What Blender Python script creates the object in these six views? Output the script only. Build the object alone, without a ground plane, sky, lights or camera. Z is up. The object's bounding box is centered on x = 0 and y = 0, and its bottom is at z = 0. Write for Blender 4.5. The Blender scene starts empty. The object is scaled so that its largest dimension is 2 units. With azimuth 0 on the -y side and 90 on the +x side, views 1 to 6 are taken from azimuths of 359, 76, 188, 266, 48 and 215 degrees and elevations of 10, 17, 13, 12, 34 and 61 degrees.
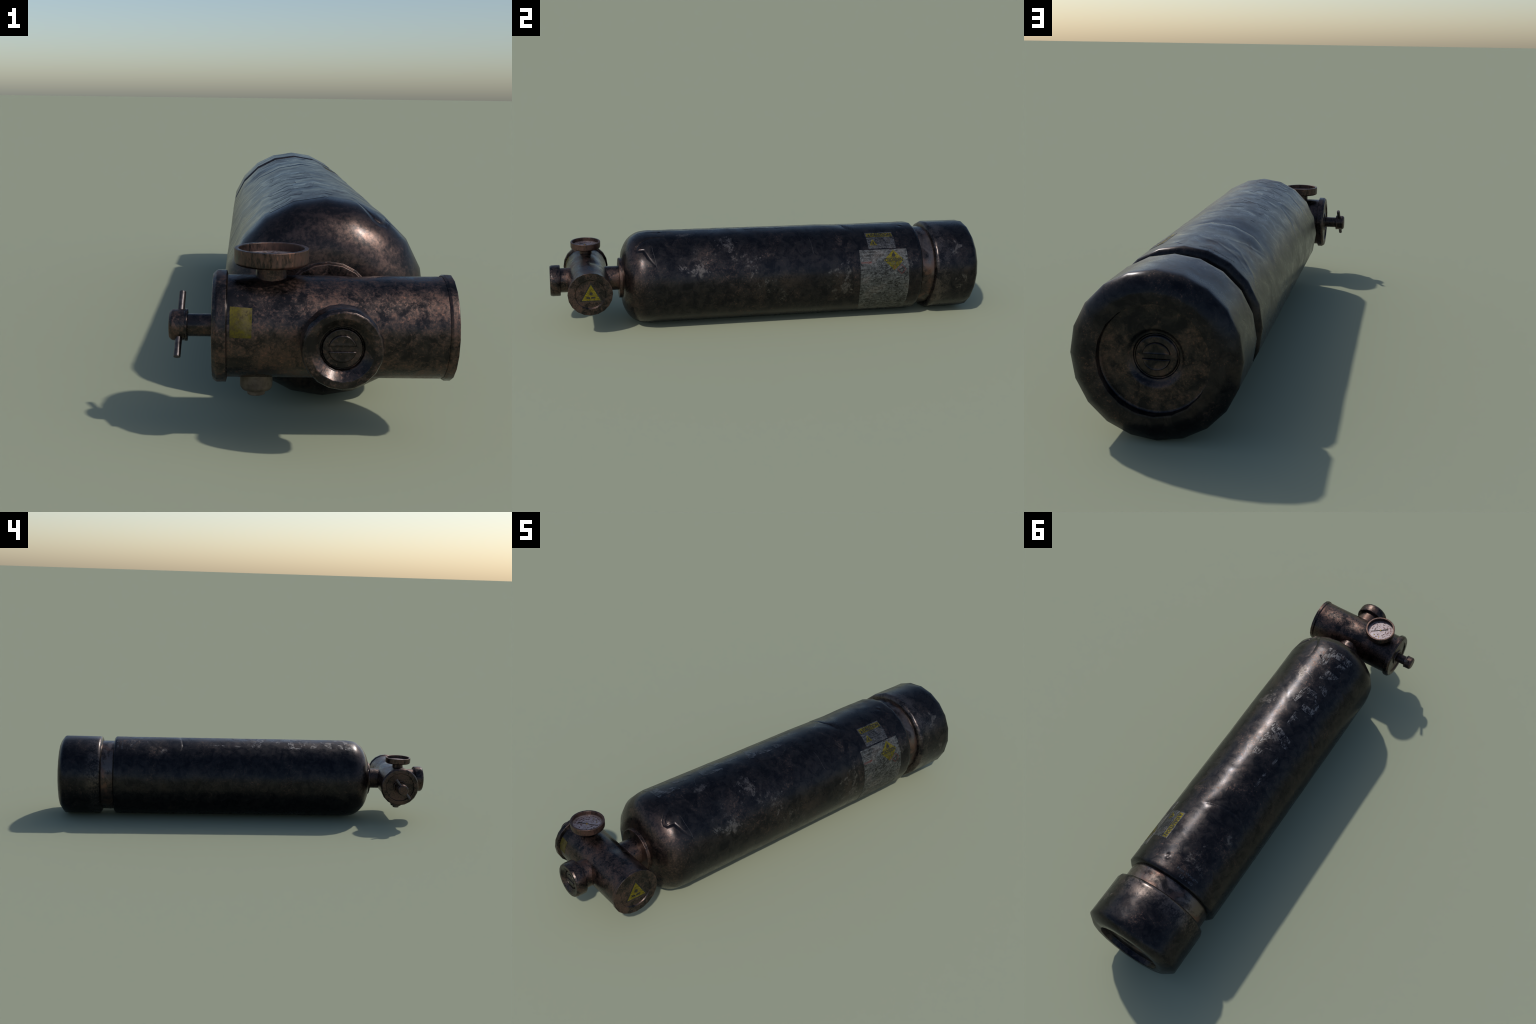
# Worn oxygen cylinder lying on its side: tank, collar groove, base cap,
# cross valve with gauge, outlet port, T-handle, drain bolt, stickers, stencil.
import bpy, bmesh, math, random
import numpy as np
from mathutils import Vector

random.seed(7)
rng = np.random.default_rng(7)
D2R = math.pi / 180

# ------------------------------------------------------------ main dimensions
TX, TZ, R = 0.0447, 0.2115, 0.2115        # tank axis (along y) and radius
VY, VZ = -0.8325, 0.2118                  # valve axis (along x)
NF = 20                                   # facets of every turned part


# =================================================================== materials
class NT:
    """small helper to write node graphs as expressions"""
    def __init__(self, name):
        self.mat = bpy.data.materials.new(name)
        self.mat.use_nodes = True
        self.t = self.mat.node_tree
        self.t.nodes.clear()
        self.out = self.t.nodes.new('ShaderNodeOutputMaterial')
        self.b = self.t.nodes.new('ShaderNodeBsdfPrincipled')
        self.t.links.new(self.b.outputs[0], self.out.inputs[0])
        self.co = self.t.nodes.new('ShaderNodeTexCoord').outputs['Object']

    def put(self, sock, v):
        if isinstance(v, bpy.types.NodeSocket):
            self.t.links.new(v, sock)
        elif hasattr(sock, 'default_value'):
            if sock.type == 'RGBA' and len(v) == 3:
                v = (*v, 1)
            sock.default_value = v

    def math(self, op, a, b=0.0, c=0.0, clamp=False):
        n = self.t.nodes.new('ShaderNodeMath')
        n.operation = op
        n.use_clamp = clamp
        for s, v in zip(n.inputs, (a, b, c)):
            self.put(s, v)
        return n.outputs[0]

    def add(self, a, b): return self.math('ADD', a, b)
    def sub(self, a, b): return self.math('SUBTRACT', a, b)
    def mul(self, a, b): return self.math('MULTIPLY', a, b)
    def mx(self, a, b): return self.math('MAXIMUM', a, b)
    def mn(self, a, b): return self.math('MINIMUM', a, b)

    def noise(self, scale, detail=4, rough=0.55, dist=0.0, vec=None, off=0.0):
        v = self.map(vec if vec is not None else self.co, loc=(off, off * .7, off * 1.3))
        n = self.t.nodes.new('ShaderNodeTexNoise')
        self.put(n.inputs['Vector'], v)
        n.inputs['Scale'].default_value = scale
        n.inputs['Detail'].default_value = detail
        n.inputs['Roughness'].default_value = rough
        n.inputs['Distortion'].default_value = dist
        return n.outputs['Fac']

    def map(self, vec, loc=(0, 0, 0), scale=(1, 1, 1), rot=(0, 0, 0)):
        n = self.t.nodes.new('ShaderNodeMapping')
        self.put(n.inputs['Vector'], vec)
        n.inputs['Location'].default_value = loc
        n.inputs['Rotation'].default_value = rot
        n.inputs['Scale'].default_value = scale
        return n.outputs[0]

    def step(self, v, lo, hi, smooth=True):
        n = self.t.nodes.new('ShaderNodeMapRange')
        n.interpolation_type = 'SMOOTHSTEP' if smooth else 'LINEAR'
        self.put(n.inputs['Value'], v)
        n.inputs['From Min'].default_value = lo
        n.inputs['From Max'].default_value = hi
        return n.outputs['Result']

    def mix(self, f, a, b):
        n = self.t.nodes.new('ShaderNodeMix')
        n.data_type = 'RGBA'
        self.put(n.inputs[0], f)
        self.put(n.inputs[6], a)
        self.put(n.inputs[7], b)
        return n.outputs[2]

    def xyz(self):
        n = self.t.nodes.new('ShaderNodeSeparateXYZ')
        self.put(n.inputs[0], self.co)
        return n.outputs

    def dist_to(self, p):
        n = self.t.nodes.new('ShaderNodeVectorMath')
        n.operation = 'DISTANCE'
        self.put(n.inputs[0], self.co)
        n.inputs[1].default_value = p
        return n.outputs['Value']

    def bump(self, h, strength=0.3, dist=0.002):
        n = self.t.nodes.new('ShaderNodeBump')
        n.inputs['Strength'].default_value = strength
        n.inputs['Distance'].default_value = dist
        self.put(n.inputs['Height'], h)
        self.t.links.new(n.outputs[0], self.b.inputs['Normal'])


def on_tank(y, th, r=R):
    return (TX + r * math.cos(th * D2R), y, TZ + r * math.sin(th * D2R))


# places on the tank where the paint is chipped: (y, angle, radius)
CHIP_SPOTS = [(-0.23, 55, .15), (-0.36, 28, .15), (-0.12, 30, .12), (0.36, 20, .10),
              (0.30, -5, .14), (-0.25, 108, .10), (-0.03, 100, .10), (0.60, 112, .10),
              (-0.40, 75, .08), (-0.02, 0, .16), (0.66, 20, .06), (0.45, 125, .06),
              (0.87, 40, .10), (0.90, -5, .08)]


def rust_layers(m, rust=0.45, brown=0.5, streak=None):
    """colour + roughness of old blackened steel; returns (colour, rough, height, noises)"""
    vec = m.map(m.co, scale=streak) if streak else None
    fine = 1.5 if brown > .8 else 1.0      # fittings are mottled finer than the tank
    n_big = m.noise(7 * fine, 5, .6, .5)
    n_mid = m.noise(26 * fine, 7, .68, .6, off=3.1, vec=vec)
    n_fine = m.noise(120 * fine, 5, .68, .3, off=7.7, vec=vec)
    n_speck = m.noise(210, 5, .65, .4, off=1.9, vec=vec)
    col = m.mix(m.step(n_mid, .38, .64), PAINT_DARK if brown < .8 else (.0230, .0205, .0205), PAINT_LIGHT if brown < .8 else (.044, .037, .035))
    cloud = m.add(m.mul(n_big, .55), m.mul(n_mid, .45))
    b = m.step(m.add(m.mul(cloud, .8), m.mul(n_fine, .2)), .60 - .18 * brown, .72 - .18 * brown)
    col = m.mix(m.mul(b, .85), col, BROWN)
    r = m.step(m.add(m.mul(cloud, .52), m.mul(n_fine, .48)), .580 - .12 * rust, .705 - .12 * rust)
    col = m.mix(m.mul(r, .66), col, RUST)
    s = m.mul(m.step(n_speck, .57, .70), m.step(cloud, .47 - .1 * rust, .58))
    col = m.mix(m.mul(s, .25 + .5 * rust), col, FLECK)
    rough = m.add(.315, m.add(m.mul(r, .16), m.add(m.mul(m.sub(n_mid, .5), .45), m.mul(m.sub(n_big, .5), .35))))
    h = m.add(m.mul(n_fine, .5), m.mul(r, .5))
    return col, rough, h, n_mid, n_fine


PAINT_DARK, PAINT_LIGHT = (.0145, .0145, .0170), (.031, .0285, .029)
BROWN, RUST, FLECK = (.070, .052, .045), (.150, .085, .066), (.26, .125, .085)
CHIP, CHIP_EDGE = (.120, .107, .100), (.058, .050, .047)
STAIN = (.078, .057, .049)
METAL = .9


def tank_layers(m):
    col, rough, h, n_mid, n_fine = rust_layers(m, .22, .25)
    x, y, z = m.xyz()
    # shoulder is rubbed down to brown rust
    sh = m.step(m.add(y, m.mul(m.sub(n_mid, .5), .16)), -.570, -.655)
    rusty = m.mix(m.step(m.add(m.mul(n_mid, .5), m.mul(n_fine, .5)), .42, .62), (.032, .027, .026), (.118, .075, .061))
    col = m.mix(m.mul(sh, .75), col, rusty)
    # chipped paint, in clusters with ragged outlines
    n1 = m.noise(15, 10, .66, .7, off=11.3)
    n2 = m.noise(45, 6, .7, .8, off=5.9)
    spots = None
    for yy, th, rad in CHIP_SPOTS:
        d = m.step(m.dist_to(on_tank(yy, th)), rad, rad * .2)
        spots = d if spots is None else m.mx(spots, d)
    f = m.add(m.add(m.mul(n1, .64), m.mul(n2, .36)), m.mul(m.sub(spots, 1.0), .15))
    f = m.add(f, m.mul(m.sub(n_fine, .5), .10))
    chip = m.step(f, .512, .572)
    soft = m.step(f, .45, .58)
    # brown stains and pale clouds in between
    n3 = m.noise(9, 6, .62, .7, off=21.7)
    st = m.step(m.add(m.mul(n3, .62), m.mul(n_fine, .38)), .48, .66)
    col = m.mix(m.mul(st, m.add(.25, m.mul(spots, .45))), col, STAIN)
    # worn pale brown beside the groove
    gm = m.mul(m.step(m.math('ABSOLUTE', m.sub(y, .800)), .065, .010), m.step(m.add(m.mul(n1, .6), m.mul(n_fine, .4)), .42, .60))
    col = m.mix(m.mul(gm, .7), col, (.135, .108, .096))
    col = m.mix(m.mul(soft, .45), col, CHIP_EDGE)
    col = m.mix(m.mul(chip, m.step(n_fine, .28, .66)), col, CHIP)
    rough = m.add(rough, m.mul(chip, .15))
    h = m.sub(h, m.mul(chip, .5))
    return col, rough, h


def finish(m, col, rough, h, bump=.25, spec=.5, metal=None):
    m.put(m.b.inputs['Base Color'], col)
    m.put(m.b.inputs['Roughness'], rough)
    m.b.inputs['Specular IOR Level'].default_value = spec
    m.b.inputs['Metallic'].default_value = METAL if metal is None else metal
    m.bump(h, bump, .0015)
    return m.mat


def mat_tank():
    m = NT('black_tank_paint')
    return finish(m, *tank_layers(m), .14)


def mat_fitting(name='rusty_brown_steel', rust=.86, brown=.95, streak=None):
    m = NT(name)
    col, rough, h, *_ = rust_layers(m, rust, brown, streak)
    return finish(m, col, rough, h, .10)


def mat_collar():
    m = NT('bare_worn_steel')
    col, rough, h, n_mid, n_fine = rust_layers(m, .4, .9)
    a = m.noise(9, 6, .62, .8, off=5.5)
    col = m.mix(m.mul(m.step(a, .46, .58), m.add(.45, m.mul(n_fine, .6))), col, (.165, .134, .120))
    r = m.noise(14, 5, .62, .5, off=9.1)
    col = m.mix(m.mul(m.step(r, .50, .64), .7), col, (.155, .085, .064))
    d = m.noise(10, 5, .6, .6, off=15.3)
    col = m.mix(m.mul(m.step(d, .54, .64), .45), col, (.050, .042, .039))
    return finish(m, col, rough, h, .10)


def mat_stencil():
    """old white stencil paint, mostly scraped back to the tank colour"""
    m = NT('scraped_stencil_paint')
    col, rough, h = tank_layers(m)
    v = m.map(m.co, scale=(1, .22, 1))
    f = m.add(m.mul(m.noise(38, 7, .72, .5, off=2.2), .6), m.mul(m.noise(260, 3, .6, vec=v), .4))
    w = m.step(f, .47, .60)
    col = m.mix(m.mul(w, .75), col, (.200, .195, .195))
    return finish(m, col, m.add(rough, m.mul(w, .2)), f, .15)


def mat_paper(name, light, dark, wear=.5, rows=True):
    m = NT(name)
    x, y, z = m.xyz()
    v = m.map(m.co, scale=(1.5, .85, 1.5))
    a = m.noise(80, 8, .78, .5, vec=v)
    bgn = m.noise(14, 6, .65, .4, off=4.4)
    f = m.add(m.mul(a, .70), m.mul(bgn, .30))
    k = .2 * (wear - .5)
    w = m.step(f, .40 + k, .60 + k, False)
    col = m.mix(w, dark, light)
    grime = m.step(bgn, .50, .64)
    col = m.mix(m.mul(grime, .30), col, (.15, .115, .095))
    scr = m.step(m.noise(150, 6, .7, 1.0, off=8.3), .54, .62)
    col = m.mix(m.mul(scr, .7), col, dark)
    rough = m.add(.50, m.mul(w, .12))
    return finish(m, col, rough, a, .15)


def mat_plain(name, c, rough=.55, var=.5, scale=90, spec=.5, metal=None):
    m = NT(name)
    n = m.noise(scale, 4, .6)
    d = tuple(v * (1 - var) for v in c)
    col = m.mix(m.step(n, .35, .62), d, c)
    return finish(m, col, rough, n, .1, spec, metal)


M_TANK = mat_tank()
M_FIT = mat_fitting()
M_GAUGE = mat_fitting('streaked_rusty_gauge_steel', 1.25, 1.1, (1, 1, .30))
M_PLATE = mat_fitting('brown_end_plate_steel', .45, .78)
M_COLLAR = mat_collar()
M_STENCIL = mat_stencil()
M_PAPER = mat_paper('grubby_white_label', (.225, .228, .220), (.026, .025, .024), .62)
M_PAPER2 = mat_paper('scuffed_caution_label', (.200, .203, .212), (.026, .026, .028), .72)
M_YEL = mat_paper('faded_yellow_print', (.250, .207, .015), (.052, .043, .018), .48)
M_YEL3 = mat_paper('yellow_warning_print', (.300, .245, .018), (.060, .046, .018), .44)
M_YEL2 = mat_paper('grimy_yellow_sticker', (.115, .098, .009), (.052, .040, .018), .56)
M_INK = mat_paper('worn_black_print', (.026, .025, .025), (.060, .058, .055), .28)
M_FAINT = mat_paper('faded_small_print', (.034, .033, .032), (.105, .104, .102), .44)
M_RED = mat_plain('faded_red_print', (.24, .075, .065), .55, .6, 250)
M_DIAL = mat_paper('stained_dial_face', (.46, .43, .45), (.18, .12, .115), .52)
M_DIALMARK = mat_plain('brownish_dial_print', (.130, .078, .074), .6, .5, 300)
M_DIALEDGE = mat_plain('grey_dial_edge', (.28, .23, .22), .55, .4, 120)
M_GOLD = mat_plain('old_brass', (.28, .19, .06), .4, .5, 200)
M_STAMP = mat_plain('pale_stamped_marking', (.095, .105, .125), .5, .55, 260)
M_SCRATCH = mat_plain('bright_scratch', (.12, .11, .105), .4, .4, 200)
M_PIN = mat_plain('plain_steel_rod', (.105, .090, .090), .42, .45, 120)
M_BOLT = mat_plain('dull_grey_brass', (.13, .105, .090), .55, .4, 70)


# ==================================================================== geometry
root = bpy.data.objects.new('oxygen_cylinder', None)
bpy.context.collection.objects.link(root)
root['label'] = 'worn black steel oxygen cylinder with rusty valve and gauge'
root['category'] = 'gas cylinder'


def obj(name, me, mat, parent=None):
    o = bpy.data.objects.new(name, me)
    bpy.context.collection.objects.link(o)
    if mat:
        me.materials.append(mat)
    o.parent = parent or root
    return o


AX = {'x': (Vector((1, 0, 0)), Vector((0, 1, 0)), Vector((0, 0, 1))),
      'y': (Vector((0, 1, 0)), Vector((1, 0, 0)), Vector((0, 0, 1))),
      'z': (Vector((0, 0, 1)), Vector((1, 0, 0)), Vector((0, 1, 0)))}


def rounded(pts):
    """profile [(r, a[, bevel])] -> corners with a bevel get an arc and support rings"""
    out = []
    for i, p in enumerate(pts):
        b = p[2] if len(p) > 2 else 0
        if b == 0 or i in (0, len(pts) - 1):
            out.append((p[0], p[1]))
            continue
        P = Vector(p[:2])
        A = Vector(pts[i - 1][:2]) - P
        B = Vector(pts[i + 1][:2]) - P
        b = min(b, A.length * .45, B.length * .45)
        a0, b0 = P + A.normalized() * b, P + B.normalized() * b
        out.append(tuple(P + A.normalized() * b * 1.6) if A.length > b * 2.2 else tuple(a0))
        for k in range(5):
            t = k / 4
            q = a0 * (1 - t) ** 2 + P * 2 * t * (1 - t) + b0 * t * t
            out.append(tuple(q))
        if B.length > b * 2.2:
            out.append(tuple(P + B.normalized() * b * 1.6))
    return out


def lathe(name, axis, origin, prof, mat, parent=None, n=NF, sharp=33, dirs=None):
    """turn a profile [(radius, position along axis[, bevel])] round an axis"""
    a, e1, e2 = dirs or AX[axis]
    o = Vector(origin)
    bm = bmesh.new()
    rings = []
    for r, t in rounded(prof):
        if r < 1e-6:
            rings.append([bm.verts.new(o + a * t)])
        else:
            rings.append([bm.verts.new(o + a * t + e1 * r * math.cos(2 * math.pi * k / n)
                                       + e2 * r * math.sin(2 * math.pi * k / n)) for k in range(n)])
    for p, q in zip(rings, rings[1:]):
        for k in range(n):
            k2 = (k + 1) % n
            vs = [p[k % len(p)], p[k2 % len(p)], q[k2 % len(q)], q[k % len(q)]]
            vs = list(dict.fromkeys(vs))
            if len(vs) > 2:
                bm.faces.new(vs)
    bmesh.ops.remove_doubles(bm, verts=bm.verts, dist=1e-6)
    bmesh.ops.recalc_face_normals(bm, faces=bm.faces)
    me = bpy.data.meshes.new(name)
    bm.to_mesh(me)
    bm.free()
    me.polygons.foreach_set('use_smooth', [True] * len(me.polygons))
    me.set_sharp_from_angle(angle=sharp * D2R)
    return obj(name, me, mat, parent)


def facet(th):
    """radius factor of a regular NF-gon (vertex at angle 0) at angle th (radians)"""
    s = 2 * math.pi / NF
    return np.cos(s / 2) / np.cos(np.mod(th, s) - s / 2)


def polyline_dist(u, v, pts):
    """distance and side (+ left) of points to an open polyline, plus run 0..1"""
    best = np.full(u.shape, 1e9)
    side = np.zeros(u.shape)
    run = np.zeros(u.shape)
    pts = np.array(pts, float)
    seg = np.hypot(*np.diff(pts, axis=0).T)
    tot = np.concatenate([[0], np.cumsum(seg)]) / seg.sum()
    for i in range(len(pts) - 1):
        (x0, y0), (x1, y1) = pts[i], pts[i + 1]
        dx, dy = x1 - x0, y1 - y0
        t = np.clip(((u - x0) * dx + (v - y0) * dy) / (dx * dx + dy * dy), 0, 1)
        d = np.hypot(u - x0 - t * dx, v - y0 - t * dy)
        m = d < best
        best = np.where(m, d, best)
        side = np.where(m, np.sign(dx * (v - y0) - dy * (u - x0)), side)
        run = np.where(m, tot[i] + t * (tot[i + 1] - tot[i]), run)
    return best, side, run


def sm(x, a, b):
    t = np.clip((x - a) / (b - a), 0, 1)
    return t * t * (3 - 2 * t)


# ---------------------------------------------------------------- tank dents
def AT(y, th):                      # (along, around) in metres on the tank skin
    return (y, th * D2R * R)


GOUGE = [AT(*p) for p in [(-.45, 71), (-.476, 72.7), (-.524, 74), (-.570, 72), (-.604, 66), (-.622, 60.5),
                          (-.626, 56), (-.620, 53), (-.604, 52.3), (-.594, 52), (-.586, 47),
                          (-.574, 40), (-.559, 34.5), (-.538, 29)]]
CREASE = [AT(*p) for p in [(.372, 70), (.366, 78), (.347, 99), (.339, 119), (.350, 132), (.38, 145)]]
NICK = [AT(-.519, 85), AT(-.508, 89), AT(-.495, 94)]
SOFT = [  # y, angle, depth, size along, size round
    (-.385, 40, .0048, .070, .060), (.44, 118, .0050, .050, .060), (.57, 137, -.0022, .05, .04),
    (.315, 112, .0028, .035, .05), (.60, 100, .0022, .045, .05), (.10, 150, .0020, .09, .05),
    (-.15, 128, .0020, .07, .05), (.05, 60, .0016, .10, .05), (-.05, 20, .0015, .08, .06),
    (-.30, 150, .0022, .10, .05), (.648, 83.5, -.0022, .006, .006), (.640, 82, .0022, .006, .006),
    (.52, 165, .0022, .05, .05), (.40, 155, .0016, .04, .04)]


# many faint cross ripples, most of them along the top
RIPPLES = [(random.uniform(-.5, .64), random.gauss(108, 45), random.choice((1, 1, -1)) * random.uniform(.0003, .0014),
            random.uniform(.006, .026), random.uniform(.015, .06), random.uniform(-.9, .9)) for _ in range(46)]


def tank_dent(y, th):
    """inward displacement of the skin at (y, angle)"""
    v = th * R
    d = np.zeros_like(y)
    for yy, an, dep, a, b in SOFT:
        dv = (v - an * D2R * R + math.pi * R) % (2 * math.pi * R) - math.pi * R
        d += dep * np.exp(-.5 * (((y - yy) / a) ** 2 + (dv / b) ** 2))
    dist, side, run = polyline_dist(y, v, GOUGE)
    ins = np.where(side > 0, dist, 0)
    ends = sm(run, 0.05, .42) * (1 - sm(run, .68, 1.0))
    d += .0048 * ends * sm(ins, 0, .005) * np.exp(-ins / .035)
    deep = np.exp(-.5 * ((run - .60) / .13) ** 2)
    d += (.0010 + .0038 * deep) * ends * np.exp(-(np.maximum(dist - .0010, 0) / .0040) ** 2)
    tail = sm(run, .66, .72) * (1 - sm(run, .93, 1))
    d += .0013 * tail * np.exp(-(dist / .0032) ** 2)
    dist, side, run = polyline_dist(y, v, CREASE)
    ends = sm(run, 0, .3) * (1 - sm(run, .6, 1))
    d += ends * np.where(side > 0, .0026 * np.exp(-dist / .02), .0026 * np.exp(-dist / .004))
    dist, side, run = polyline_dist(y, v, NICK)
    d += .0022 * np.exp(-(dist / .0028) ** 2)
    for yy, an, dep, a, b, tilt in RIPPLES:
        rows = np.abs(y[:, 0] - yy) < 4 * a + 4 * b * abs(tilt)
        if not rows.any():
            continue
        dv = (v[rows] - an * D2R * R + math.pi * R) % (2 * math.pi * R) - math.pi * R
        dy = y[rows] - yy - tilt * dv
        d[rows] += dep * np.exp(-.5 * ((dy / a) ** 2 + (dv / b) ** 2))
    # gentle hand-beaten waviness
    d += .0004 * np.sin(23 * y + 2.1 * np.sin(3 * th)) * np.cos(2 * th + 9 * y)
    return d


def skin_normals(P):
    """normals of a grid of points wrapped in its second index"""
    du = np.gradient(P, axis=0)
    dv = np.roll(P, -1, 1) - np.roll(P, 1, 1)
    n = np.cross(du, dv)
    n /= np.maximum(np.linalg.norm(n, axis=2, keepdims=True), 1e-12)
    return n


DENT_DEPTH = .45         # the skin is pressed in less deep than its shading suggests


def skin(name, prof, per, frame, dent, mat, parent=None, soft=()):
    """dented, facetted surface of revolution with round shading.
    prof: dense [(r, a)]; frame: f(a, r cos, r sin) -> xyz"""
    prof = np.array(prof)
    nt = NF * per
    th = np.arange(nt) * 2 * math.pi / nt
    A, T = np.meshgrid(prof[:, 1], th, indexing='ij')
    RR = np.repeat(prof[:, :1], nt, 1)
    d = dent(A, T)
    Ps = frame(A, (RR - d) * np.cos(T), (RR - d) * np.sin(T))
    f = facet(T)
    d = d * DENT_DEPTH
    P = frame(A, (RR * f - d) * np.cos(T), (RR * f - d) * np.sin(T))
    nrm = skin_normals(Ps)
    mid = nrm[len(prof) // 2, 0]
    ref = (frame(A, RR * 2 * np.cos(T), RR * 2 * np.sin(T)) - P)[len(prof) // 2, 0]
    flip = np.dot(mid, ref) < 0
    if flip:
        nrm = -nrm
    run = np.concatenate([[0], np.cumsum(np.hypot(*np.diff(prof, axis=0).T))])
    for lo, hi, sig in soft:                 # shade the edges in this stretch as soft rolls
        pick = np.where((prof[:, 1] >= lo) & (prof[:, 1] <= hi))[0]
        wide = nrm.copy()
        for k in pick:
            w = np.exp(-.5 * ((run - run[k]) / sig) ** 2) * np.gradient(run)
            wide[k] = np.tensordot(w, nrm, 1)
        nrm = wide / np.maximum(np.linalg.norm(wide, axis=2, keepdims=True), 1e-9)
    na = len(prof)
    i = np.arange(na - 1)[:, None] * nt
    j = np.arange(nt)[None, :]
    j2 = (j + 1) % nt
    q = np.stack([i + j, i + nt + j, i + nt + j2, i + j2], -1).reshape(-1, 4)
    if flip:
        q = q[:, ::-1]
    me = bpy.data.meshes.new(name)
    me.vertices.add(na * nt)
    me.vertices.foreach_set('co', P.reshape(-1).astype(np.float32))
    me.loops.add(q.size)
    me.loops.foreach_set('vertex_index', q.reshape(-1).astype(np.int32))
    me.polygons.add(len(q))
    me.polygons.foreach_set('loop_start', np.arange(len(q), dtype=np.int32) * 4)
    me.update(calc_edges=True)
    me.validate()
    me.polygons.foreach_set('use_smooth', np.ones(len(q), dtype=bool))
    me.normals_split_custom_set_from_vertices(nrm.reshape(-1, 3).tolist())
    return obj(name, me, mat, parent)


def tank_frame(a, c, s):
    return np.stack([TX + c, a, TZ + s], -1)


def dense(ctrl, step):
    """resample a polyline profile at a given spacing"""
    c = np.array(ctrl, float)
    out = [c[0]]
    for p, q in zip(c, c[1:]):
        n = max(1, int(math.ceil(np.hypot(*(q - p)) / step)))
        out += [p + (q - p) * k / n for k in range(1, n + 1)]
    return np.array(out)


def smooth_curve(ctrl, n=10):
    """Catmull-Rom through control points"""
    c = np.array(ctrl, float)
    c = np.vstack([2 * c[0] - c[1], c, 2 * c[-1] - c[-2]])
    out = []
    for i in range(1, len(c) - 2):
        for k in range(n):
            t = k / n
            out.append(.5 * (2 * c[i] + (c[i + 1] - c[i - 1]) * t + (2 * c[i - 1] - 5 * c[i] + 4 * c[i + 1] - c[i + 2]) * t * t
                             + (3 * c[i] - c[i - 1] - 3 * c[i + 1] + c[i + 2]) * t ** 3))
    out.append(c[-2])
    return np.array(out)


DOME = smooth_curve([(.070, -.683), (.094, -.6825), (.1245, -.6785), (.150, -.6682), (.1752, -.6515),
                     (.1942, -.6290), (.2065, -.6020), (R, -.5660), (R, -.540)], 8)
tank_prof = np.vstack([dense(DOME, .003)[:-1], dense([(R, -.540), (R, .6965)], .0030),
                       dense([(R - .0006, .6995), (R - .004, .7035), (R - .011, .7085), (R - .0245, .7105)], .003)])
tank = skin('tank_body', tank_prof, 22, tank_frame, tank_dent, M_TANK, soft=[(.660, .720, .006)])

# ------------------------------------------------ collar groove and base cap
lathe('collar', 'y', (TX, 0, TZ), [(.180, .705), (.1875, .706), (.1875, .777), (.182, .778)], M_COLLAR)
CAPO = np.vstack([smooth_curve([(.1755, .7710), (.1860, .7713), (.1930, .7725), (.2000, .7752), (.2060, .7785), (.2096, .7820), (R, .7870), (R, .797)], 4)[:-1],
                  dense([(R, .797), (R, .962)], .005)[:-1],
                  smooth_curve([(R, .962), (R, .9700), (.2075, .9762), (.1970, .9842), (.1850, .9925), (.1745, .9978), (.1630, .9998), (.1500, 1.0), (.1425, .9999), (.1394, .9985)], 4)])
PLATE = [(.1402, .9990), (.1390, .9980), (.1384, .9785), (.1376, .9762), (.1355, .9750), (.1310, .9744), (.0900, .9740), (.0790, .9738), (.0740, .9728), (.0700, .9705),
         (.0660, .9670), (.0630, .9650), (.0600, .9642), (.0586, .9639), (.0574, .9622), (.0563, .9596), (.0550, .9588), (.0532, .9592), (.0518, .9624), (.0500, .9638), (.0470, .9642), (0, .9642)]


def cap_dent(y, th):
    v = th * R
    d = np.zeros_like(y)
    for yy, an, dep, a, b in [(.86, 30, .0022, .05, .05), (.80, 75, .0025, .03, .05), (.91, 120, .0018, .05, .06),
                              (.975, 100, .0030, .012, .03), (.87, 170, .0018, .05, .05), (.84, -30, .0018, .05, .05)]:
        dv = (v - an * D2R * R + math.pi * R) % (2 * math.pi * R) - math.pi * R
        d += dep * np.exp(-.5 * (((y - yy) / a) ** 2 + (dv / b) ** 2))
    return d * sm(y, .77, .79) * (1 - sm(y, .985, .999))


cap = skin('base_cap', CAPO, 8, tank_frame, cap_dent, M_TANK, soft=[(.770, .83, .007), (.90, .9995, .014)])
lathe('end_plate', 'y', (TX, 0, TZ), PLATE, M_PLATE, cap, n=40, sharp=60)


def half_disc(name, centre, right, up, out, r, gap, h, mat, parent):
    """raised D-shaped pads (upper and lower) with soft edges, as pressed into a plate"""
    for sgn in (1, -1):
        bm = bmesh.new()
        prof = [(0, 0), (.0005, h * .55), (.0014, h * .9), (.0026, h), (.0045, h * .85), (.008, h * .8)]
        rings = []
        for inset, hh in prof:
            rr, g = r - inset, gap / 2 + inset
            a0 = math.asin(min(.99, g / rr))
            ring = [Vector((rr * math.cos(a0 + (math.pi - 2 * a0) * k / 20), rr * math.sin(a0 + (math.pi - 2 * a0) * k / 20), hh))
                    for k in range(21)]
            w = ring[0].x
            ring += [Vector((-w + 2 * w * k / 8, g, hh)) for k in range(1, 8)]
            rings.append([bm.verts.new(Vector(centre) + Vector(right) * p.x + Vector(up) * p.y * sgn + Vector(out) * p.z) for p in ring])
        n = len(rings[0])
        for p, q in zip(rings, rings[1:]):
            for k in range(n):
                bm.faces.new([p[k], p[(k + 1) % n], q[(k + 1) % n], q[k]])
        bm.faces.new(rings[-1])
        bmesh.ops.recalc_face_normals(bm, faces=bm.faces)
        me = bpy.data.meshes.new(name)
        bm.to_mesh(me)
        bm.free()
        me.polygons.foreach_set('use_smooth', [True] * len(me.polygons))
        me.set_sharp_from_angle(angle=50 * D2R)
        obj(name, me, mat, parent)


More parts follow.
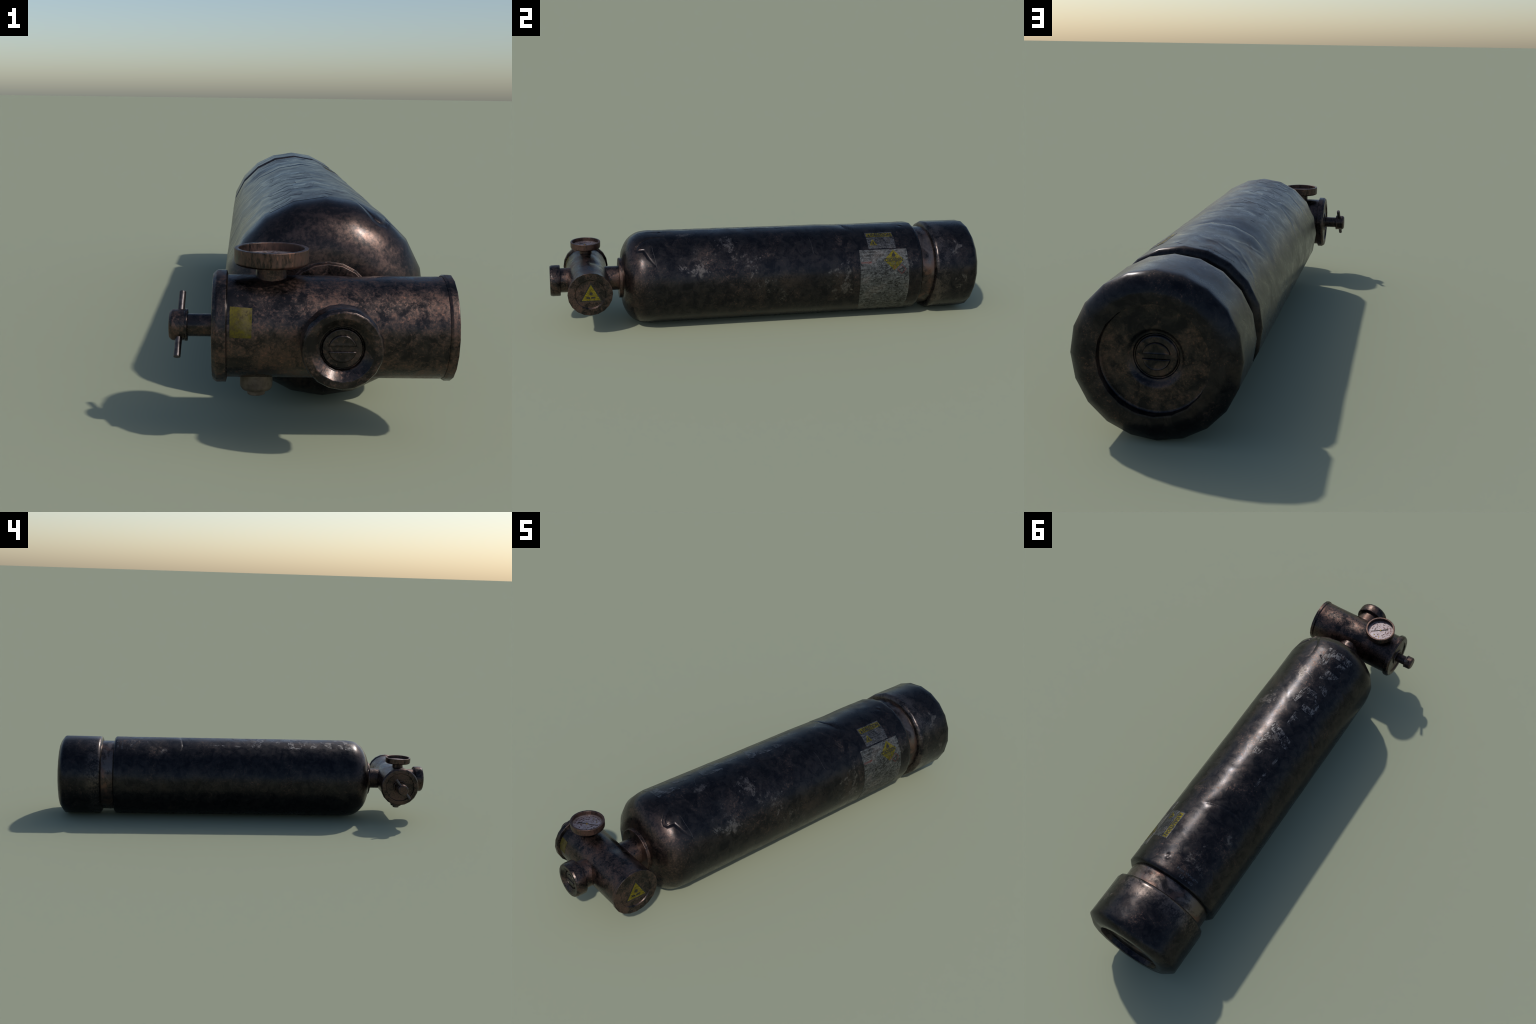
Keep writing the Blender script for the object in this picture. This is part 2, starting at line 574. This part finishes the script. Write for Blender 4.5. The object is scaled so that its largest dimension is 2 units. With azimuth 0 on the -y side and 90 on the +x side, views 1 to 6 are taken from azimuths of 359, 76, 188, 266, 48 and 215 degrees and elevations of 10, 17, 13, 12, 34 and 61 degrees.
half_disc('pressed_pad', (TX, .9632, TZ), (-1, 0, 0), (0, 0, 1), (0, 1, 0), .0355, .0105, .0058, M_PLATE, cap)

# ----------------------------------------------------------- neck to the valve
lathe('neck_ring', 'y', (TX, 0, TZ), [(.085, -.672), (.0985, -.678, .002), (.0935, -.683, .001), (.0915, -.6835, .001), (.0908, -.6955, .002),
                                      (.050, -.6965)], M_FIT, n=NF)
lathe('neck_pipe', 'y', (TX, 0, VZ), [(.0548, -.690), (.0548, -.80)], M_FIT, n=NF)

# ---------------------------------------------------------------------- valve
VR = .0932
VSOFT = [(.083, 103, .0050, .022, .018), (.20, 88, .0022, .025, .025), (.02, 60, .0018, .03, .03), (.17, 30, .0015, .04, .03),
         (-.10, 40, .0012, .03, .03), (.10, 150, .0016, .04, .03)]


def valve_dent(x, th):                        # th measured from -y upwards
    v = th * VR
    d = np.zeros_like(x)
    for xx, an, dep, a, b in VSOFT:
        dv = (v - an * D2R * VR + math.pi * VR) % (2 * math.pi * VR) - math.pi * VR
        d += dep * np.exp(-.5 * (((x - xx) / a) ** 2 + (dv / b) ** 2))
    return d * sm(x, -.15, -.12) * (1 - sm(x, .215, .24))


def valve_frame(a, c, s):
    return np.stack([a, VY - c, VZ + s], -1)


valve = skin('valve_body', dense([(VR, -.1535), (VR, .2440)], .004), 6, valve_frame, valve_dent, M_FIT)
VO = (0, VY, VZ)
lathe('left_flange'.replace('left_', 'round_'), 'x', VO,
      [(.0925, -.149), (.1022, -.1515, .0012), (.1022, -.1685, .002), (.0960, -.1762, .002), (.0765, -.1772, .001), (.0745, -.1725, .001), (.034, -.1725)],
      M_FIT, valve)
lathe('round_flange', 'x', VO,
      [(.0925, .2385), (.0945, .2390), (.0968, .2425, .0012), (.0968, .2548, .0015), (.0668, .2557, .0012), (.0640, .2510, .0012), (0, .2510)],
      M_FIT, valve)

# T-handle: bushing, stem, knob and sliding rod
handle = lathe('handle_stem', 'x', VO, [(.0365, -.1725), (.0350, -.1770, .001), (.0305, -.1775, .001), (.0270, -.1735, .001), (.0208, -.1735), (.0208, -.224)],
               M_FIT, valve)
lathe('handle_knob', 'x', VO, [(.0205, -.2215), (.0295, -.2222, .001), (.0295, -.2265, .001), (.0285, -.2275), (.0285, -.2500, .002), (.0235, -.2557, .002), (0, -.2557)],
      M_FIT, handle)
p0, p1 = Vector((-.2335, -.7955, .2655)), Vector((-.2390, -.8740, .1630))
ax = (p1 - p0).normalized()
e1 = ax.cross(Vector((1, 0, 0))).normalized()
lathe('handle_rod', None, p0, [(0, 0), (.0064, 0, .0008), (.0064, (p1 - p0).length, .0008), (0, (p1 - p0).length)], M_PIN, handle, n=16,
      dirs=(ax, e1, ax.cross(e1)))

# outlet port facing forward
port = lathe('outlet_pipe', 'y', (TX, 0, VZ), [(.0548, -.86), (.0548, -.958)], M_FIT, valve)
lathe('outlet_cap', 'y', (TX, 0, VZ),
      [(.050, -.9545), (.0685, -.9550, .0012), (.0700, -.9580), (.0700, -.9905, .0015), (.0668, -.9985, .0012), (.0640, -1.0, .0006), (.0540, -1.0, .0010), (.0515, -.9980, .0008),
       (.0400, -.9890, .0015), (.0380, -.9880, .001), (.0366, -.9825, .0010), (.0350, -.9825, .0006), (.0335, -.9875, .001), (0, -.9880)],
      M_FIT, port)
half_disc('pressed_pad', (TX, -.9875, VZ), (1, 0, 0), (0, 0, 1), (0, -1, 0), .0240, .0075, .0030, M_FIT, port)

# drain bolt below
bolt = lathe('drain_bolt', 'z', (-.0962, VY, 0), [(.0300, .135), (.0300, .0985, .002), (.0265, .0930, .001), (.0175, .0925), (.0165, .0925), (.0165, .0832, .0010), (0, .0830)],
             M_BOLT, valve)

# pressure gauge
GX, GY = -.0712, -.8345
gauge = lathe('gauge_case', 'z', (GX, GY, 0),
              [(.026, .3260), (.0640, .3262, .002), (.0672, .3300, .002), (.0675, .3562, .0018), (.0598, .3562, .0018), (.0596, .3400), (.0580, .3390)],
              M_GAUGE, valve, n=24)
lathe('gauge_stem', 'z', (GX, GY, 0), [(.0285, .270), (.0278, .3275)], M_FIT, gauge)
dial = lathe('gauge_dial', 'z', (GX, GY, 0), [(.0608, .3380), (.0608, .3402), (.0535, .3403), (0, .3403)], M_DIAL, gauge, n=32)
lathe('dial_edge', 'z', (GX, GY, 0), [(.0606, .3401), (.0604, .3409), (.0545, .3409), (.0543, .3401)], M_DIALEDGE, dial, n=32)


def slab(name, pts, z0, z1, mat, parent):
    bm = bmesh.new()
    lo = [bm.verts.new((x, y, z0)) for x, y in pts]
    hi = [bm.verts.new((x, y, z1)) for x, y in pts]
    bm.faces.new(hi)
    bm.faces.new(lo[::-1])
    for k in range(len(pts)):
        k2 = (k + 1) % len(pts)
        bm.faces.new([lo[k], lo[k2], hi[k2], hi[k]])
    bmesh.ops.recalc_face_normals(bm, faces=bm.faces)
    me = bpy.data.meshes.new(name)
    bm.to_mesh(me)
    bm.free()
    return obj(name, me, mat, parent)


hub = Vector((-.0712, -.8375))
tip, tail = Vector((-.0975, -.8590)), Vector((-.0335, -.8098))
d = (tip - hub).normalized()
nn = Vector((-d.y, d.x))
slab('gauge_needle', [tuple(p) for p in (hub + nn * .0014, tip + nn * .0028, tip + d * .002, tip - nn * .0028, hub - nn * .0014,
                                          tail - nn * .0008, tail + nn * .0008)], .3411, .3419, M_INK, dial)
lathe('needle_hub', 'z', (hub.x, hub.y, 0), [(.0042, .3405), (.0042, .3431, .0008), (0, .3433)], M_GOLD, dial, n=14)
for gx, gy in ((-.0575, -.8013), (-.0816, -.8001)):
    lathe('dial_screw', 'z', (gx, gy, 0), [(.0030, .3400), (.0030, .3410, .0004), (0, .3411)], M_GOLD, dial, n=12)

# numerals and ticks of the dial have decayed to brown dashes
bmD = bmesh.new()
for k in range(34):
    a = 2 * math.pi * (k + .3 * random.random()) / 34
    for rad, w, h in ((.049, .0022, .0030), (.038, .0030, .0036), (.026, .0034, .0026)):
        if random.random() < (.25 if rad > .045 else .45):
            continue
        aa = a + random.uniform(-.06, .06)
        c = Vector((GX + rad * math.cos(aa), GY + rad * math.sin(aa), .3406))
        rr = Vector((math.cos(aa), math.sin(aa), 0)) * h * random.uniform(.7, 1.3)
        tt = Vector((-math.sin(aa), math.cos(aa), 0)) * w * random.uniform(.7, 1.3)
        if random.random() < .5:
            rr, tt = rr + tt * .6, tt - rr * .4
        bmD.faces.new([bmD.verts.new(c + s1 * rr * .7 + s2 * tt * .7) for s1, s2 in ((1, 1), (1, -1), (-1, -1), (-1, 1))])
bmesh.ops.recalc_face_normals(bmD, faces=bmD.faces)
meD = bpy.data.meshes.new('dial_markings')
bmD.to_mesh(meD)
bmD.free()
oD = obj('dial_markings', meD, M_DIALMARK, dial)
oD['kind'] = 'stuff'

# ------------------------------------------------- stickers, print and stencil
def tank_point(y, th, off):
    yy, tt = np.array([[y]]), np.array([[th * D2R]])
    dd = float(tank_dent(yy, tt)[0, 0])
    r = float(np.interp(y, DOME[:, 1], DOME[:, 0])) * float(facet(tt)[0, 0]) - dd * DENT_DEPTH + off
    return Vector((TX + r * math.cos(th * D2R), y, TZ + r * math.sin(th * D2R)))


def tank_normal(y, th, _p):
    return Vector((math.cos(th * D2R), 0, math.sin(th * D2R)))


STEP = 360 / NF


def wrap(name, bm, off, thick, mat, parent, place=tank_point, normal=tank_normal, cut_step=STEP, sub=3, along=False):
    """bend a flat mesh (x = along, y = degrees around) on to a round body;
    cut at the facet edges, with a rim of the given thickness"""
    ys = [v.co.y for v in bm.verts]
    xs = [v.co.x for v in bm.verts]
    s = cut_step / sub
    k = math.floor(min(ys) / s) + 1
    while k * s < max(ys) - 1e-4:
        bmesh.ops.bisect_plane(bm, geom=bm.verts[:] + bm.edges[:] + bm.faces[:], plane_co=(0, k * s, 0), plane_no=(0, 1, 0))
        k += 1
    if thick or along:
        x = math.floor(min(xs) / .02) * .02 + .02
        while x < max(xs) - 1e-4:
            bmesh.ops.bisect_plane(bm, geom=bm.verts[:] + bm.edges[:] + bm.faces[:], plane_co=(x, 0, 0), plane_no=(1, 0, 0))
            x += .02
    tops = {v for v in bm.verts}
    if thick:
        edges = [e for e in bm.edges if e.is_boundary]
        g = bmesh.ops.extrude_edge_only(bm, edges=edges)
        low = {e for e in g['geom'] if isinstance(e, bmesh.types.BMVert)}
    else:
        low = set()
    nrm = []
    bm.verts.ensure_lookup_table()
    for v in bm.verts:
        y, th = v.co.x, v.co.y
        n = normal(y, th, None)
        v.co = place(y, th, off - thick if v in low else off)
        nrm.append(n)
    bm.normal_update()
    for f in bm.faces:
        if f.normal.dot(nrm[f.verts[0].index]) < -.2:
            f.normal_flip()
    me = bpy.data.meshes.new(name)
    bm.to_mesh(me)
    bm.free()
    me.polygons.foreach_set('use_smooth', [True] * len(me.polygons))
    me.normals_split_custom_set_from_vertices([tuple(n) for n in nrm])
    return obj(name, me, mat, parent)


def poly(*loops):
    bm = bmesh.new()
    for pts in loops:
        bm.faces.new([bm.verts.new((p[0], p[1], 0)) for p in pts])
    return bm


def text_mesh(s, x0, x1, y0, y1, bold=0.0):
    """built-in font text stretched to a box -> flat bmesh"""
    cu = bpy.data.curves.new('t', 'FONT')
    cu.body = s
    cu.resolution_u = 3
    cu.offset = bold
    o = bpy.data.objects.new('t', cu)
    bpy.context.collection.objects.link(o)
    bpy.context.view_layer.update()
    me = o.evaluated_get(bpy.context.evaluated_depsgraph_get()).to_mesh()
    bm = bmesh.new()
    bm.from_mesh(me)
    bpy.data.objects.remove(o)
    bpy.data.curves.remove(cu)
    bmesh.ops.triangulate(bm, faces=bm.faces)
    a = [v.co.x for v in bm.verts]
    b = [v.co.y for v in bm.verts]
    ax_, bx_, ay_, by_ = min(a), max(a), min(b), max(b)
    for v in bm.verts:
        v.co = Vector((x0 + (v.co.x - ax_) / (bx_ - ax_) * (x1 - x0), y0 + (v.co.y - ay_) / (by_ - ay_) * (y1 - y0), 0))
    return bm


def dashes(x0, x1, y0, y1, rows, fill=.75, h=.55):
    """rows of small unreadable print"""
    bm = bmesh.new()
    dy = (y1 - y0) / rows
    for r in range(rows):
        yc = y1 - (r + .5) * dy
        x = x0 + random.uniform(0, .1) * (x1 - x0)
        end = x1 - random.uniform(0, .25) * (x1 - x0)
        while x < end:
            w = random.uniform(.003, .011)
            if random.random() < fill:
                hh = dy * h * random.uniform(.6, 1) / 2
                e = min(x + w, end)
                bm.faces.new([bm.verts.new(p) for p in ((x, yc - hh, 0), (e, yc - hh, 0), (e, yc + hh, 0), (x, yc + hh, 0))])
            x += w + random.uniform(.001, .003)
    return bm


LO, PO, PO2 = .0007, .0011, .0015
caution = wrap('caution_label', poly([(.4445, 41.2), (.579, 41.2), (.579, 66.7), (.4445, 66.7)]), LO, .0012, M_PAPER2, tank)
wrap('yellow_band', poly([(.4490, 58.7), (.5755, 58.7), (.5755, 65.4), (.4490, 65.4)]), PO, 0, M_YEL, caution)
wrap('caution_lettering', text_mesh('CAUTION', .4705, .5700, 59.5, 64.6, .04), PO2, 0, M_INK, caution)
wrap('warning_triangle_print', poly([(.4535, 59.6), (.4685, 59.6), (.461, 64.6)]), PO2, 0, M_INK, caution)
wrap('hazard_triangle', poly([(.4535, 46.0), (.4905, 46.0), (.472, 54.8)]), PO, 0, M_YEL, caution)
wrap('hazard_sign', poly([(.4690, 47.8), (.4780, 47.8), (.4755, 50.0), (.4720, 52.6), (.4690, 50.0)], [(.461, 46.9), (.484, 46.9), (.482, 47.6), (.463, 47.6)]),
     PO2, 0, M_INK, caution)
wrap('small_print', dashes(.497, .572, 46.5, 57.8, 5), PO2, 0, M_FAINT, caution)
wrap('small_print', dashes(.450, .572, 41.9, 45.2, 2), PO2, 0, M_FAINT, caution)

big = wrap('gas_label', poly([(.396, 39.4), (.396, 4), (.3985, -20), (.4125, -46), (.4160, -52), (.6465, -53), (.6435, -44), (.6370, -10), (.634, 8), (.6285, 39.6)]),
           LO, .0012, M_PAPER, tank)
wrap('yellow_diamond', poly([(.561, 38.6), (.512, 25.2), (.561, 11.9), (.610, 25.2)]), PO, 0, M_YEL, big)
wrap('oxygen_lettering', text_mesh('OXYGEN', .5165, .6040, 23.0, 27.8, .035), PO2, 0, M_INK, big)
wrap('class_number', text_mesh('2', .5575, .5655, 13.9, 18.0, .02), PO2, 0, M_RED, big)
wrap('flame_sign', poly([(.553, 30.0), (.557, 29.2), (.565, 29.2), (.570, 30.2), (.5705, 31.8), (.567, 33.6), (.5655, 32.6), (.562, 35.8), (.558, 33.8),
                         (.555, 32.8), (.552, 31.6)], [(.550, 28.2), (.572, 28.2), (.572, 28.75), (.550, 28.75)]), PO2, 0, M_INK, big)
wrap('small_print', dashes(.545, .582, 19.2, 22.4, 2, .8), PO2, 0, M_FAINT, big)
# small red-framed diamond with a dark symbol
cx, cy, hw, hh = .5975, 12.9, .0225, 6.3
fr = []
for (ax0, ay0), (ax1, ay1) in (((0, 1), (-1, 0)), ((-1, 0), (0, -1)), ((0, -1), (1, 0)), ((1, 0), (0, 1))):
    fr.append([(cx + hw * ax0, cy + hh * ay0), (cx + hw * ax1, cy + hh * ay1), (cx + hw * ax1 * .88, cy + hh * ay1 * .88), (cx + hw * ax0 * .88, cy + hh * ay0 * .88)])
wrap('red_diamond_frame', poly(*fr), PO2, 0, M_RED, big)
wrap('cylinder_sign', poly([(.583, 12.1), (.604, 13.2), (.612, 13.4), (.612, 14.4), (.604, 14.6), (.584, 13.9)]), PO2, 0, M_INK, big)
wrap('heading_print', text_mesh('OXYGEN,', .432, .480, 34.7, 37.6, .02), PO2, 0, M_INK, big)
wrap('heading_print', text_mesh('COMPRESSED', .404, .516, 30.6, 33.4, .02), PO2, 0, M_INK, big)
wrap('danger_print', text_mesh('DANGER', .4015, .452, 22.0, 24.4, .02), PO2, 0, M_RED, big)
wrap('small_print', dashes(.402, .505, 25.5, 29.6, 2, .7), PO2, 0, M_FAINT, big)
wrap('small_print', dashes(.402, .520, 9, 21, 7, .65, .42), PO2, 0, M_FAINT, big)
wrap('small_print', dashes(.406, .630, -14, 6, 9, .50, .42), PO2, 0, M_FAINT, big)
wrap('small_print', dashes(.418, .634, -46, -16, 13, .40, .42), PO2, 0, M_FAINT, big)

# stamped weight next to the groove, read from the back (along = around)
def stamp(s, y_top, y_bot, th0, th1):
    bm = text_mesh(s, th0, th1, -y_bot, -y_top, .0)
    for v in bm.verts:
        v.co = Vector((-v.co.y, v.co.x, 0))
    return wrap('weight_stamp', bm, .0006, 0, M_STAMP, tank)


stamp('Net Weight', .6575, .6700, 99.5, 128)
stamp('12 - 40', .6790, .6910, 107, 124)

# remains of the big stencilled letters along the ridge: read from the far side
T0, T1 = 88.5, 121.0                                   # top and foot of the letters
pieces = [
    # last letter: full bar, cap and diagonal rest
    [(-.578, T0), (-.541, T0), (-.541, 121), (-.547, 123.3), (-.577, 123.3)],
    [(-.541, 89), (-.475, 89), (-.478, 97), (-.541, 99)],
    [(-.535, 112), (-.500, 108), (-.492, 118), (-.530, 122)],
    # wedge-shaped rest
    [(-.470, 102), (-.408, 100), (-.420, 107), (-.452, 118), (-.470, 121)],
    [(-.408, 110), (-.372, 106), (-.350, 119), (-.362, 121), (-.392, 117)],
    # round letter
    [(-.345, 93), (-.318, 92), (-.312, 104), (-.318, 113), (-.340, 110)],
    [(-.312, 112), (-.262, 116), (-.232, 111), (-.238, 120), (-.262, 122.5), (-.300, 121)],
    [(-.262, 104), (-.236, 104), (-.230, 112), (-.262, 115)],
    [(-.318, 92), (-.25, 90), (-.25, 95), (-.316, 98)],
    # short cross bar
    [(-.208, 101.5), (-.131, 101.5), (-.131, 106), (-.168, 106), (-.172, 112), (-.186, 112), (-.186, 106), (-.206, 105)],
    # V-shaped pair of strokes
    [(-.118, T0), (-.076, T0), (-.052, 106), (-.055, 119), (-.076, 118.6)],
    [(-.070, 90.5), (-.044, 103), (-.030, 96), (.004, T0), (-.050, T0)],
    [(-.050, 109), (-.030, 112), (-.034, 119.5), (-.052, 120.5)],
    # foot and shoulder of the first letter
    [(.017, 116.6), (.062, 115.4), (.062, 118.2), (.020, 119.2)],
    [(.095, 115), (.190, 114), (.190, 117.6), (.100, 118.2)],
    [(.030, T0), (.075, T0), (.060, 96), (.034, 99)],
]
wrap('stencil_lettering', poly(*pieces), .0004, 0, M_STENCIL, tank, along=True)

# long fine scratches
for pts in ([(.170, 62.5), (.1745, 48), (.177, 38)], [(-.556, 57), (-.553, 49), (-.548, 41), (-.5425, 29)], [(.10, 84), (.13, 82), (.155, 77)],
            [(-.41, 84), (-.395, 93), (-.372, 99)], [(.02, 75), (.06, 81), (.085, 90)]):
    w = .00055
    loops = []
    for (a0, b0), (a1, b1) in zip(pts, pts[1:]):
        loops.append([(a0 - w, b0), (a1 - w, b1), (a1 + w, b1), (a0 + w, b0)])
    wrap('scratch', poly(*loops), .0003, 0, M_SCRATCH, tank)


# yellow sticker round the valve body
def valve_point(x, th, off):
    tt = np.array([[th * D2R]])
    r = VR * float(facet(tt)[0, 0]) - float(valve_dent(np.array([[x]]), tt)[0, 0]) * DENT_DEPTH + off
    return Vector((x, VY - r * math.cos(th * D2R), VZ + r * math.sin(th * D2R)))


def valve_normal(x, th, _p):
    return Vector((0, -math.cos(th * D2R), math.sin(th * D2R)))


st = wrap('yellow_sticker', poly([(-.1445, .4), (-.1068, 0), (-.1055, 32.6), (-.1445, 34.2)]), .0006, .0010, M_YEL2, valve, valve_point, valve_normal)

# yellow warning triangle on the right end plate
def end_plate(name, loops, x, mat, parent):
    bm = bmesh.new()
    for pts in loops:
        lo = [bm.verts.new((x - .001, y, z)) for y, z in pts]
        hi = [bm.verts.new((x, y, z)) for y, z in pts]
        bm.faces.new(hi)
        for k in range(len(pts)):
            k2 = (k + 1) % len(pts)
            bm.faces.new([lo[k], lo[k2], hi[k2], hi[k]])
    bmesh.ops.recalc_face_normals(bm, faces=bm.faces)
    me = bpy.data.meshes.new(name)
    bm.to_mesh(me)
    bm.free()
    return obj(name, me, mat, parent)


tri = [(-.8695, .1835), (-.7895, .1825), (-.8297, .2550)]
c3 = (sum(p[0] for p in tri) / 3, sum(p[1] for p in tri) / 3)
grow = [(c3[0] + (p[0] - c3[0]) * 1.22, c3[1] + (p[1] - c3[1]) * 1.22) for p in tri]
back = end_plate('warning_triangle_border', [grow], .2516, M_INK, valve)
end_plate('warning_triangle', [tri], .2521, M_YEL3, back)
cyz = (-.8297, .2145)
star = []
for k in range(18):
    a = 2 * math.pi * k / 18
    r = (.0115 if k % 2 else .0050)
    star.append((cyz[0] + r * math.cos(a), cyz[1] + r * math.sin(a)))
end_plate('warning_symbol', [star, [(-.8500, .1930), (-.8340, .1915), (-.8340, .1990), (-.8490, .2000)],
                             [(-.8300, .1915), (-.8110, .1930), (-.8130, .2000), (-.8300, .1990)]], .2525, M_INK, back)
